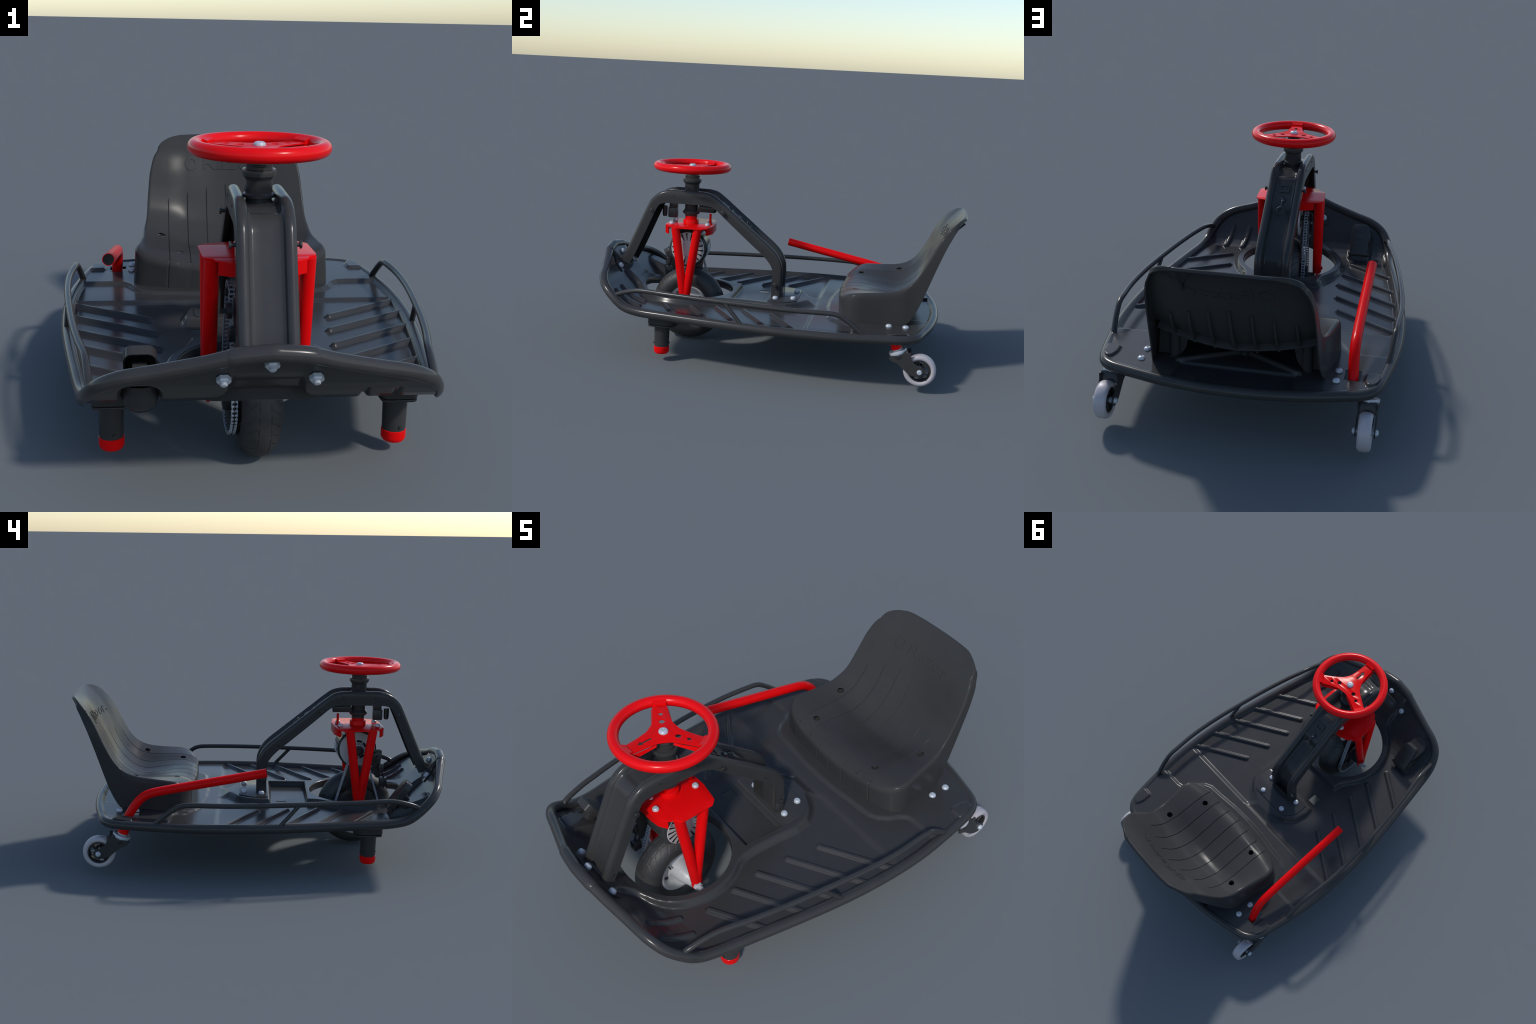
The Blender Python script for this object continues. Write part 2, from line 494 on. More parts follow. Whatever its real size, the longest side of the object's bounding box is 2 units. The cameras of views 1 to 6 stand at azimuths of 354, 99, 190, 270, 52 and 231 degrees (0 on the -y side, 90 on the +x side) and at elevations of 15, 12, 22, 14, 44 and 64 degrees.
# ------------------------------------------------------------------ front posts
for sx in (1, -1):
    c = (sx * .453, -.545)
    post = lathe("support_post", [(0, .072), (.0385, .072), (.0405, .20), (.0405, .235), (0, .235)], M_FRAME, kart, (c[0], c[1], 0), n=36)
    lathe("post_cap", [(0, .036), (.024, .0365), (.034, .040), (.0395, .048), (.0405, .052), (.0405, .078), (.038, .080), (0, .080)], M_RED, post, (c[0], c[1], 0), n=36)
    ol = roundpoly([(-.055, -.062), (.055, -.062), (.062, .045), (.03, .075), (-.045, .075), (-.062, .05)], .02)
    plate("post_flange", ol, M_FRAME, post, t=.008, bev=.002, mtx=Matrix.Translation((c[0], c[1] + .0, .197)))
    plate("post_block", roundpoly([(x * .97, y * .97) for x, y in ol], .012), M_DECK, post, t=.055, bev=.006, mtx=Matrix.Translation((c[0], c[1], .231)))
    for a in (-1.3, 1.8):
        lathe("post_screw", [(0, .004), (.005, .004), (.0055, 0), (.0055, -.004)], M_BLACK, post, (c[0] + math.cos(a) * .039, c[1] + math.sin(a) * .039, .095), rot=zto((math.cos(a), math.sin(a), 0)), n=16)

# ================================================================== seat
SX = np.array([0, .172, .257, .36])
SEAT = np.array([
    [(.361, .388), (.388, .401), (.451, .408), (.546, .393), (.627, .382), (.670, .388), (.712, .406), (.749, .435), (.786, .478), (.822, .541), (.868, .637), (.906, .720), (.942, .785), (.984, .838)],
    [(.370, .392), (.397, .404), (.440, .414), (.553, .409), (.627, .402), (.676, .410), (.710, .427), (.740, .451), (.772, .484), (.805, .540), (.840, .620), (.880, .708), (.921, .778), (.977, .836)],
    [(.378, .404), (.405, .417), (.450, .426), (.550, .428), (.616, .427), (.656, .433), (.690, .444), (.717, .459), (.745, .485), (.782, .535), (.820, .612), (.858, .700), (.901, .775), (.955, .832)],
    [(.397, .414), (.426, .428), (.462, .436), (.540, .443), (.600, .450), (.640, .457), (.675, .468), (.705, .483), (.733, .505), (.765, .545), (.805, .620), (.845, .705), (.884, .775), (.935, .828)]])
SEAT_W = np.array([.305, .352, .377, .366, .356, .351, .347, .344, .341, .337, .330, .319, .288, .190])
# flange end (y,z) down the sides
SEAT_E = np.array([(.388, .288), (.422, .288), (.462, .288), (.540, .288), (.600, .288), (.650, .288), (.692, .288), (.724, .292), (.756, .332), (.791, .405), (.842, .550), (.890, .678), (.931, .762), (.962, .812)])
VN = np.arange(14.0)
# dense tables in v through Catmull-Rom
NV = 14
vv = np.linspace(0, 13, 13 * NV + 1)
def dense(tab):
    tab = np.array(tab, float)
    P = tab if tab.ndim == 2 else tab[:, None]
    pad = np.vstack([2 * P[0] - P[1], P, 2 * P[-1] - P[-2]])
    out = []
    for v in vv:
        i = min(int(v), 12); t = v - i
        p0, p1, p2, p3 = pad[i], pad[i + 1], pad[i + 2], pad[i + 3]
        out.append(.5 * (2 * p1 + (p2 - p0) * t + (2 * p0 - 5 * p1 + 4 * p2 - p3) * t * t + (3 * p1 - p0 - 3 * p2 + p3) * t ** 3))
    out = np.array(out)
    return out if tab.ndim == 2 else out[:, 0]
SD = np.stack([dense(SEAT[i]) for i in range(4)])      # 4 x rows x 2
# even quartic-like interpolation across x: Lagrange on x^2
def seat_row(r, x):
    q = np.abs(np.asarray(x, float)); out = np.zeros(q.shape + (2,))
    # piecewise smooth: hermite through (0,s0..)
    xs = SX; P = SD[:, r, :]
    m = np.zeros_like(P)
    m[1] = (P[2] - P[0]) / (xs[2] - xs[0]); m[2] = (P[3] - P[1]) / (xs[3] - xs[1]); m[3] = (P[3] - P[2]) / (xs[3] - xs[2])
    for i in range(3):
        k = (q >= xs[i]) & ((q <= xs[i + 1]) | (i == 2))
        h = xs[i + 1] - xs[i]; t = (q[k] - xs[i]) / h
        tt = np.minimum(t, 1.0)[:, None]
        val = (2 * tt ** 3 - 3 * tt ** 2 + 1) * P[i] + (tt ** 3 - 2 * tt ** 2 + tt) * h * m[i] + (-2 * tt ** 3 + 3 * tt ** 2) * P[i + 1] + (tt ** 3 - tt ** 2) * h * m[i + 1]
        val = val + np.maximum(t - 1, 0)[:, None] * h * m[i + 1]
        out[k] = val
    return out
Wd = dense(SEAT_W); Ed = dense(SEAT_E)
t_ = (vv - 12).clip(0, 1)
Wd = np.where(vv > 12, .190 + (.288 - .190) * np.sqrt(np.clip(1 - t_ ** 2.2, 0, 1)), Wd)
t_ = np.clip(1 - vv / 2, 0, 1)
Wd = np.where(vv < 2, .377 - .107 * (1 - np.sqrt(1 - t_ ** 2.3)), Wd)
Wd = Wd + .003 * ss(vv, 1, 2.5) + .003 * ss(vv, 8, 10)
GROOVES = [-.257, -.172, -.086, 0, .086, .172, .257]
GEND = {0: 10.0, .086: 9.85, .172: 9.75, .257: 9.5}
core = set(np.round(np.linspace(-.27, .27, 61), 5))
for g in GROOVES:
    for d in (-.005, -.0025, -.0012, 0, .0012, .0025, .005): core.add(round(g + d, 5))
core = np.array(sorted(core))
NO = 14
outer_t = np.linspace(0, 1, NO + 1)[1:]
SEAT_HOLES = [(.213, .447), (-.213, .447), (.287, .658), (-.287, .658)]

def seat_grid():
    rows = []
    for r, v in enumerate(vv):
        W = Wd[r]
        c = min(.27, W * .86)
        xs = core / .27 * c
        xo = c + (W - c) * outer_t
        X = np.concatenate([-xo[::-1], xs, xo])
        YZ = seat_row(r, X)
        rows.append(np.concatenate([X[:, None], YZ], 1))
    G = np.array(rows)
    # normals by finite difference
    du = np.gradient(G, axis=1); dv = np.gradient(G, axis=0)
    Nn = np.cross(du, dv); Nn /= np.linalg.norm(Nn, axis=2)[..., None]
    dep = np.zeros(G.shape[:2])
    for g in GROOVES:
        e = GEND[round(abs(g), 3)]
        dd = np.abs(G[..., 0] - g)
        dep = np.maximum(dep, .0038 * (1 - ss(dd, .0006, .0026)) * (1 - ss(vv, e - .15, e))[:, None])
    return G, Nn, dep

SG, SN, SDEP = seat_grid()

def build_seat():
    G = SG - SN * SDEP[..., None]
    nr, nc = G.shape[:2]
    V = list(G.reshape(-1, 3)); F = []
    idf = lambda r, c: r * nc + c
    # holes
    P = G.copy()
    dead = np.zeros((nr, nc), bool)
    for hx, hy in SEAT_HOLES:
        rr = np.hypot(G[..., 0] - hx, G[..., 1] - hy)
        dead |= (rr < .0165) & (vv < 8)[:, None]
    keep = np.ones((nr - 1, nc - 1), bool)
    keep &= ~(dead[:-1, :-1] & dead[1:, :-1] & dead[1:, 1:] & dead[:-1, 1:])
    for r, c in np.argwhere(dead):
        p = G[r, c]
        for hx, hy in SEAT_HOLES:
            d = math.hypot(p[0] - hx, p[1] - hy)
            if 1e-6 < d < .0165:
                s = .0165 / d
                V[idf(r, c)] = np.array([hx + (p[0] - hx) * s, hy + (p[1] - hy) * s, p[2]])
    for r, c in np.argwhere(keep):
        F.append((idf(r, c), idf(r, c + 1), idf(r + 1, c + 1), idf(r + 1, c)))
    # perimeter flange
    loop = [(0, c) for c in range(nc)] + [(r, nc - 1) for r in range(1, nr)] + [(nr - 1, c) for c in range(nc - 2, -1, -1)] + [(r, 0) for r in range(nr - 2, 0, -1)]
    B = np.array([G[r, c] for r, c in loop]); NB = np.array([SN[r, c] for r, c in loop])
    raw0 = np.array([SG[r, c] for r, c in loop])
    Tn = np.roll(raw0, -3, 0) - np.roll(raw0, 3, 0)
    Tn /= np.linalg.norm(Tn, axis=1)[:, None]
    O = np.cross(Tn, NB); O /= np.linalg.norm(O, axis=1)[:, None]
    E = np.zeros_like(B)
    for i, (r, c) in enumerate(loop):
        b = B[i]
        if r == 0:
            E[i] = (b[0] * 1.03, b[1] - .004, .290)
        elif r == nr - 1:
            E[i] = (b[0], b[1] + .014, b[2] - .010)
        else:
            E[i] = (b[0] + (1 if c else -1) * (.022 - .015 * float(ss(vv[r], 6, 9.5)) - .006 * float(ss(vv[r], 12, 13))), Ed[r][0], Ed[r][1])
    # soften the end curve and the outward direction
    for _ in range(14):
        O = O * .5 + (np.roll(O, 1, 0) + np.roll(O, -1, 0)) * .25
    O /= np.linalg.norm(O, axis=1)[:, None]
    # keep grooves on the front face
    dep = np.array([SDEP[r, c] for r, c in loop])
    Es = E.copy()
    for _ in range(10):
        Es = Es * .5 + (np.roll(Es, 1, 0) + np.roll(Es, -1, 0)) * .25
    E = Es
    f = E - B; L = np.linalg.norm(f, axis=1)[:, None]; f = f / L
    rings = [B]
    R = np.minimum((.020 - .009 * np.array([float(ss(np.array(vv[r]), 6.5, 9)) for r, c in loop]))[:, None], L * .45)
    for a in (18, 36, 54, 72, 90):
        a = math.radians(a)
        rings.append(B + O * (R * .75 * math.sin(a)) + f * (R * (1 - math.cos(a))))
    last = rings[-1]
    End = E + O * .004
    for k in range(1, 9):
        q = last + (End - last) * k / 8
        rings.append(q)
    n = len(loop)
    for j in range(1, len(rings)):
        ring = rings[j]
        if j >= 1:
            ring = ring + np.array([0, 1, 0]) * (dep * .9 * (B[:, 1] < .40))[:, None] * (1 if j >= 4 else 0)
        V += list(ring)
    base = nr * nc
    def rid(j, i):
        i %= n
        if j == 0: return idf(*loop[i])
        return base + (j - 1) * n + i
    for j in range(len(rings) - 1):
        for i in range(n):
            F.append((rid(j, i), rid(j + 1, i), rid(j + 1, i + 1), rid(j, i + 1)))
    me = raw("seat", V, F)
    bm = bmesh.new(); bm.from_mesh(me)
    bmesh.ops.remove_doubles(bm, verts=bm.verts, dist=2e-5)
    bmesh.ops.delete(bm, geom=[v for v in bm.verts if not v.link_faces], context='VERTS')
    bmesh.ops.recalc_face_normals(bm, faces=bm.faces)
    up = sum(1 if fc.normal.z > 0 else -1 for fc in bm.faces if abs(fc.calc_center_median().y - .55) < .1 and abs(fc.calc_center_median().x) < .2)
    if up < 0: bmesh.ops.reverse_faces(bm, faces=bm.faces)
    bm.to_mesh(me); bm.free()
    me = thicken(me, .006)
    return finish(me, "seat", M_SEAT, kart, 50)
seat = build_seat()

def seat_point(x, v, off=0.0):
    r = min(max(v, 0), 13) * NV
    r0 = int(min(r, len(vv) - 2)); t = r - r0
    a = seat_row(r0, np.array([x]))[0]; b = seat_row(r0 + 1, np.array([x]))[0]
    p = a + (b - a) * t
    e = .004
    px = seat_row(r0, np.array([abs(x) + e]))[0]; dx = (px - a) / e * (1 if x >= 0 else -1)
    rr = max(0, r0 - 3); rq = min(len(vv) - 1, r0 + 4)
    tv = seat_row(rq, np.array([x]))[0] - seat_row(rr, np.array([x]))[0]
    nrm = np.cross([1, dx[0], dx[1]], [0, tv[0], tv[1]]); nrm /= np.linalg.norm(nrm)
    return np.array([x, p[0], p[1]]) + nrm * off

for hx, hy in SEAT_HOLES:
    top = .452 if hy > .6 else .424
    lathe("seat_support", [(.0162, top - .012), (.0162, .302), (0, .302), (0, .287), (.030, .287), (.030, .290), (.0225, .291), (.0215, top - .022), (.0162, top - .012)], M_SEAT, seat, (hx, hy, 0), n=28)
    bolt((hx, hy, .302), s=.6, parent=seat)

for sx in (1, -1):
    V = [(sx * .362, .652, .292), (sx * .262, .652, .292), (sx * .240, .652, .33), (sx * .225, .652, .395), (sx * .352, .652, .44)]
    finish(thicken(raw("seat_gusset", V, [(0, 1, 2, 3, 4)]), .005, 0), "seat_gusset", M_SEAT, seat, 40, recalc=True)
# fins behind the backrest
for g in GROOVES:
    e = GEND[round(abs(g), 3)]
    vs = np.linspace(6.2, e - .05, 26); V = []; F = []
    for k, v in enumerate(vs):
        dpt = .008 + .012 * math.sin(PI * min(1, (e - v) / 2.2) / 2) + .014 * max(0, (8.2 - v) / 2) ** 2
        for dx, off in ((-.006, -.004), (-.005, -.004 - dpt), (.005, -.004 - dpt), (.006, -.004)):
            V.append(seat_point(g + dx, v, off))
    for k in range(len(vs) - 1):
        for j in range(3): F.append((k * 4 + j, k * 4 + j + 1, k * 4 + 5 + j, k * 4 + 4 + j))
    F.append((0, 1, 2, 3)); F.append(tuple(4 * (len(vs) - 1) + j for j in (3, 2, 1, 0)))
    mesh("seat_fin", V, F, M_SEAT, seat, 40)
V = []; F = []; xs = np.linspace(-.335, .335, 41)
for x in xs:
    v = 6.7
    for dv, off in ((-.06, -.004), (-.03, -.036), (.09, -.036), (.12, -.004)):
        V.append(seat_point(x, v + dv, off))
for k in range(40):
    for j in range(4): F.append((k * 4 + j, k * 4 + (j + 1) % 4, k * 4 + 4 + (j + 1) % 4, k * 4 + 4 + j))
mesh("cross_rib", V, F, M_SEAT, seat, 40)

# raised lettering and cog mark on the backrest
def v_at(z, x):
    col = np.array([seat_row(r, np.array([x]))[0][1] for r in range(9 * NV, len(vv))])
    return 9 + np.interp(z, col, np.arange(len(col))) / NV
def wrap_on_seat(me, name, lift, flip=1):
    cache = {}
    for vert in me.vertices:
        x, z, h = vert.co
        v = v_at(z, x)
        vert.co = Vector(seat_point(x, v, lift * h if flip > 0 else -.006 - lift * h))
    return finish(me, name, M_SEAT, seat, 30, recalc=True)
def ring_outline(r, n): return [(r * math.cos(2 * PI * k / n), r * math.sin(2 * PI * k / n)) for k in range(n)]
for flip in (1, -1):
    cu = bpy.data.curves.new("lettering", 'FONT'); cu.body = "Razor"; cu.size = 1; cu.extrude = .5; cu.resolution_u = 3
    o = bpy.data.objects.new("tmp", cu); bpy.context.collection.objects.link(o)
    dg = bpy.context.evaluated_depsgraph_get(); me = bpy.data.meshes.new_from_object(o.evaluated_get(dg)); bpy.data.objects.remove(o)
    co = np.array([v.co[:] for v in me.vertices]); lo, hi = co.min(0), co.max(0)
    for v in me.vertices:
        v.co = (-.098 + (v.co.x - lo[0]) / (hi[0] - lo[0]) * .265, .690 + (v.co.y - lo[1]) / (hi[1] - lo[1]) * .054, (v.co.z - lo[2]) / (hi[2] - lo[2]))
    wrap_on_seat(me, "lettering", .0022, flip)
    teeth = []
    for k in range(48):
        a = 2 * PI * k / 48; rr = .031 if k % 3 == 0 else .027
        teeth.append((-.152 + rr * math.cos(a), .717 + rr * math.sin(a)))
    pm = plate_mesh("cog_mark", teeth, [circ(-.152, .717, .018, 32)], t=1.0)
    for v in pm.vertices: v.co.z += .5
    wrap_on_seat(pm, "cog_mark", .0022, flip)
pm = plate_mesh("cog_mark", circ(.181, .700, .0055, 16), t=1.0)
for v in pm.vertices: v.co.z += .5
wrap_on_seat(pm, "full_stop_mark", .0025)
V = []
bp = [seat_point(.185, v, -.016) for v in np.linspace(12.85, 11.2, 8)]
tube("screw_boss", bp, .0135, M_SEAT, seat, 16)
for dx in (-.06, .06):
    p0, p1, p2 = seat_point(.185 + dx, 12.85, -.004), seat_point(.185, 12.85, -.020), seat_point(.185, 11.3, -.010)
    finish(thicken(raw("boss_gusset", [p0, p1, p2], [(0, 1, 2)]), .004, 0), "boss_gusset", M_SEAT, seat, 40, recalc=True)
lathe("dark_screw_disc", [(0, .0015), (.006, .0015), (.006, -.004)], M_HOLE_DARK, seat, seat_point(.172, 13, .001) + np.array([0, .006, -.002]), rot=zto((0, .5, .9)), n=16)  # dark disc laid on the top edge in place of a drilled hole

# ================================================================== arch frame
OUT = catmull([(-.9, .440), (-.868, .512), (-.804, .655), (-.757, .760), (-.735, .800), (-.705, .829), (-.671, .848), (-.630, .8575), (-.585, .859), (-.46, .859), (-.420, .857), (-.378, .845), (-.344, .822), (-.27, .7625), (-.20, .706), (-.10, .6245), (-.035, .571), (-.005, .538), (.014, .505), (.025, .47), (.028, .44), (.028, .37), (.028, .299)], 5)
INN = catmull([(-.853, .418), (-.815, .490), (-.752, .632), (-.707, .734), (-.695, .757), (-.684, .771), (-.668, .780), (-.645, .784), (-.600, .785), (-.45, .785), (-.415, .784), (-.385, .778), (-.358, .763), (-.31, .722), (-.245, .666), (-.15, .586), (-.09, .536), (-.055, .50), (-.035, .47), (-.028, .445), (-.028, .42), (-.028, .365), (-.028, .299)], 5)
def chan(y):   # depth of the centre channel along the arch
    d = .020
    return d + .020 * float(ss(np.array(y), -.205, -.185)) + .014 * float(ss(np.array(y), -.70, -.66) * (1 - ss(np.array(y), -.37, -.345))) - .003 * float(ss(np.array(y), -.35, -.335) * (1 - ss(np.array(y), -.215, -.20)))
V = []; F = []; NS = None
for o, i in zip(OUT, INN):
    ax = (i - o); L = np.linalg.norm(ax); ax = ax / L
    c = chan(o[0])
    prof = [(-.087, L), (-.087, L * .6), (-.0868, .018)]
    for k in range(1, 9):
        a = PI * k / 9
        prof.append((-.068 - .0188 * math.cos(a), .018 - .018 * math.sin(a)))
    prof += [(-.0492, .014), (-.0475, c * .65 + .002), (-.043, c * .93), (-.037, c)]
    prof = prof + [(-.012, c), (.012, c)] + [(-x, d) for x, d in prof[::-1]]
    NS = len(prof)
    for x, d in prof: V.append((x, o[0] + ax[0] * d, o[1] + ax[1] * d))
for r in range(len(OUT) - 1):
    for k in range(NS - 1):
        F.append((r * NS + k, r * NS + k + 1, (r + 1) * NS + k + 1, (r + 1) * NS + k))
me = raw("arch_frame", V, F)
bm = bmesh.new(); bm.from_mesh(me); bmesh.ops.recalc_face_normals(bm, faces=bm.faces)
tp = max(bm.faces, key=lambda f_: f_.calc_center_median().z)
if tp.normal.z < 0: bmesh.ops.reverse_faces(bm, faces=bm.faces)
bm.to_mesh(me); bm.free()
arch = finish(thicken(me, .004), "arch_frame", M_FRAME, kart, 45)
# spool studs on both flanks
for sx in (1, -1):
    for y, z in ((-.722, .737), (-.317, .752), (-.007, .372)):
        lathe("spool_stud", [(0, 0), (.0062, 0), (.0062, .012), (.0115, .012), (.0115, .0165), (.009, .0185), (.004, .0185), (.004, .016), (0, .016)], M_BLACK, arch, (sx * .086, y, z), 'x' if sx > 0 else '-x', n=20)
    for y, z in ((-.60, .825), (-.43, .825), (-.85, .455), (-.09, .56)):
        lathe("dark_rivet_disc", [(0, .0012), (.0045, .0012), (.0045, -.002)], M_HOLE_DARK, arch, (sx * .0868, y, z), 'x' if sx > 0 else '-x', n=14)  # small dark discs set on the flanks; the sheet is not pierced
# foot plate of the rear leg
fp = [(.128, .120), (.172, .055), (.172, -.036), (-.172, -.036), (-.172, .055), (-.128, .120)]
plate("foot_plate", roundpoly(fp, .02), M_FRAME, arch, t=.005, bev=.001, mtx=Matrix.Translation((0, 0, .2985)))
for x, y in ((.085, .096), (-.085, .096), (.1125, 0), (-.1125, 0)):
    bolt((x, y, .300), s=.95, parent=arch)
box("foot_web", (.10, .004, .05), (0, .026, .325), M_FRAME, arch, .001)
# bracket at the nose: plate on the wall and saddle over the rim
V = []; F = []
ys = np.linspace(-.938, -.868, 12); xs = np.linspace(-1, 1, 17)
for y in ys:
    w = .110 + .045 * float(1 - ss(np.array(y), -.93, -.885)) * 0 + .042 * float(ss(np.array(y), -.93, -.90))
    for x in xs:
        V.append((x * w, y, zdeck(x * w, y) + .0035))
for a in range(11):
    for b in range(16): F.append((a * 17 + b, a * 17 + b + 1, a * 17 + 18 + b, a * 17 + 17 + b))
finish(thicken(raw("nose_bracket", V, F), .004, 1.0), "nose_bracket", M_FRAME, arch, 40, recalc=True)
hp = half[(half[:, 0] < .128) & (half[:, 1] < 0)]
sad = np.vstack([(hp * [-1, 1, 1])[::-1], hp[1:]])
NR = .0225
rr = np.full(len(sad), NR + .0025); rr[0] = rr[-1] = NR - .001; rr[1] = rr[-2] = NR + .001
rolled_bead(sad, rr, .006, -50, 190, 20, False, "nose_saddle", M_FRAME, arch)
for x, y in ((.128, -.892), (-.128, -.892), (0, -.925)):
    bolt(Vector((x, y, zdeck(x, y))) + WN * .005, WN, parent=arch)
# key switch panel on the rear slope
SL = Vector((0, .776, -.631)); SNn = Vector((0, .631, .776))
def on_slope(y, x=0, h=0.0):
    z = .706 + (-.20 - y) * .813
    p = Vector((x, y, z)) - SNn * .0160 + SNn * h
    return p
B3 = Matrix((Vector((1, 0, 0)), SL * -1, SNn)).transposed().to_4x4()
def slope_m(y, x=0, h=0.0): return Matrix.Translation(on_slope(y, x, h)) @ B3
plate("switch_plate", roundpoly([(-.026, -.022), (.026, -.022), (.026, .022), (-.026, .022)], .004), M_FRAME, arch, holes=[roundpoly([(-.019, -.012), (.019, -.012), (.019, .014), (-.019, .014)], .003)], t=.003, bev=.0008, mtx=slope_m(-.285, 0, .0025))
lathe("key_barrel", [(0, .001), (.010, .001), (.010, .005), (.0135, .005), (.0145, .003), (.0145, -.002)], M_BLACK, arch, on_slope(-.233, 0, .001), rot=B3, n=24)
for dx, dy in ((-.003, .003), (.004, -.003), (.002, .005)):
    lathe("contact_pin", [(0, .007), (.002, .007), (.002, 0)], M_ZINC, arch, on_slope(-.233 + dy, dx, .001), rot=B3, n=10)
th = [2 * PI * k / 32 for k in range(32)]
ringp = [on_slope(-.182 + math.sin(a) * .017 * .776, math.cos(a) * .019, .003 + .004 * (1 - math.sin(a))) for a in th]
tube("port_cap_ring", ringp, .0035, M_BLACK, arch, 10, closed=True)
tube("cap_strap", [on_slope(-.222, 0, .006), on_slope(-.212, 0, .011), on_slope(-.198, 0, .008)], .0032, M_BLACK, arch, 8)
# limit switch and brackets hanging under the arch
sw = box("limit_switch", (.034, .052, .058), (0, -.625, .722), M_BLACK, arch, .006)
box("switch_bracket", (.030, .045, .03), (0, -.622, .764), M_BLACK, sw, .003)
lathe("switch_plunger", [(0, -.058), (.011, -.058), (.014, -.045), (.014, 0), (0, 0)], M_BLACK, sw, (0, -.673, .755), n=18)
lathe("switch_roller", [(0, -.012), (.008, -.009), (.010, 0), (.008, .009), (0, .012)], M_ZINC, sw, (0, -.604, .684), n=18)
box("stop_bracket", (.05, .105, .003), (0, -.432, .738), M_FRAME, arch, .001)
for sx in (1, -1):
    box("stop_bracket_cheek", (.003, .10, .030), (sx * .025, -.432, .752), M_FRAME, arch, .001)

# ================================================================== steering column + wheel
CY = -.520
col = lathe("steering_column", [(0, .705), (.034, .705), (.0345, .718), (.044, .722), (.0485, .729), (.0485, .737), (.041, .747), (.037, .752), (.037, .782), (.040, .80), (.040, .835), (.0485, .838), (.0485, .846), (.0415, .852), (.0405, .888), (.0425, .893), (.0510, .903), (.0520, .918), (.0505, .922), (.041, .923), (.0405, .930), (.041, .931), (.041, .936), (.037, .938), (.036, .946), (.030, .950), (.030, .978), (0, .978)], M_FRAME, kart, (0, CY, 0), n=40, angle=30)
lathe("column_lock_nut", [(0, .946), (.041, .946), (.041, .958), (.037, .962), (.030, .962)], M_FRAME, col, (0, CY, 0), n=8, angle=20)
WZ = .988
V = []; F = []; NM, Nm = 96, 28
for i in range(NM):
    a = 2 * PI * i / NM
    for j in range(Nm):
        b = 2 * PI * j / Nm
        r = .193 + .0225 * math.cos(b) * 1.0
        V.append((r * math.cos(a), CY + r * math.sin(a), WZ + .0228 * math.sin(b)))
for i in range(NM):
    for j in range(Nm):
        F.append((i * Nm + j, ((i + 1) % NM) * Nm + j, ((i + 1) % NM) * Nm + (j + 1) % Nm, i * Nm + (j + 1) % Nm))
sw_rim = mesh("steering_wheel", V, F, M_GRIP, kart, 180)
out = []
ANG = [-PI / 2, PI / 6, 5 * PI / 6]
for a in ANG:
    d = np.array([math.cos(a), math.sin(a)]); n = np.array([-d[1], d[0]])
    for rr_, w in ((.050, -.040), (.105, -.031), (.160, -.027), (.176, -.028), (.176, .028), (.160, .027), (.105, .031), (.050, .040)):
        out.append(tuple(d * rr_ + n * w))
holes = []
for a in ANG[1:]:
    holes.append(circ(math.cos(a) * .062, math.sin(a) * .062, .0125, 20)); holes.append(circ(math.cos(a) * .108, math.sin(a) * .108, .0098, 20))
# arrow shaped slot in the front spoke
arrow = [(-.006, .055), (.006, .055), (.006, .098), (.015, .098), (0, .122), (-.015, .098), (-.006, .098)]
holes.append([(x, -y) for x, y in arrow])
spk = plate("spoke_plate", roundpoly(out, .012, 4), M_RED, sw_rim, holes=holes, t=.005, bev=.001, mtx=Matrix.Translation((0, CY, .989)))
for a in ANG:
    d = Vector((math.cos(a), math.sin(a), 0)); n = Vector((-d.y, d.x, 0))
    # pad where a spoke meets the rim
    V = []; F = []
    for k in range(9):
        b = a + (-.165 + .33 * k / 8)
        for r_, z_ in ((.160, .978), (.160, .998), (.184, 1.008), (.184, .975)):
            V.append((r_ * math.cos(b), CY + r_ * math.sin(b), z_))
    for k in range(8):
        for j in range(4): F.append((k * 4 + j, k * 4 + (j + 1) % 4, k * 4 + 4 + (j + 1) % 4, k * 4 + 4 + j))
    F.append((0, 1, 2, 3)); F.append((35, 34, 33, 32))
    mesh("spoke_pad", V, F, M_RED, sw_rim, 30)
    # folded edges below the spoke
    for s in (1, -1):
        p = [d * .060 + n * s * .036, d * .162 + n * s * .0265]
        q = [d * .060 + n * s * .040, d * .162 + n * s * .034]
        V = [(p[0].x, CY + p[0].y, .983), (p[1].x, CY + p[1].y, .983), (q[1].x, CY + q[1].y, .966), (q[0].x, CY + q[0].y, .976)]
        mev = raw("spoke_fold", V, [(0, 1, 2, 3)])
        finish(thicken(mev, .003, 0), "spoke_fold", M_RED, spk, 30, recalc=True)
lathe("wheel_hub", [(0, .950), (.030, .950), (.032, .982), (0, .982)], M_FRAME, sw_rim, (0, CY, 0), n=6, angle=20)
bolt((0, CY, .990), s=1.0, parent=sw_rim).scale = (1.15, 1.15, .85)

# ================================================================== fork
fpl = [(.055, -.648), (.100, -.643), (.138, -.614), (.143, -.594), (.168, -.578), (.173, -.562), (.174, -.428), (.152, -.404), (.105, -.395), (.06, -.387)]
fpl = fpl + [(-x, y) for x, y in fpl[::-1]]
fork = plate("fork", roundpoly(fpl, .006, 3), M_RED, kart, t=.006, bev=.0015, mtx=Matrix.Translation((0, 0, .6635)))
def flange(pts, h):
    V = []; F = []
    for x, y in pts: V += [(x, y, .6645), (x, y, .6645 - h)]
    for k in range(len(pts) - 1): F.append((2 * k, 2 * k + 1, 2 * k + 3, 2 * k + 2))
    finish(thicken(raw("plate_flange", V, F), .006, 0), "plate_flange", M_RED, fork, 40, recalc=True)
flange([(-.132, -.619), (-.098, -.641), (-.055, -.647), (.055, -.647), (.098, -.641), (.132, -.619)], .042)
flange([(-.125, -.411), (-.108, -.402), (-.06, -.387), (.06, -.387), (.108, -.402), (.125, -.411)], .042)
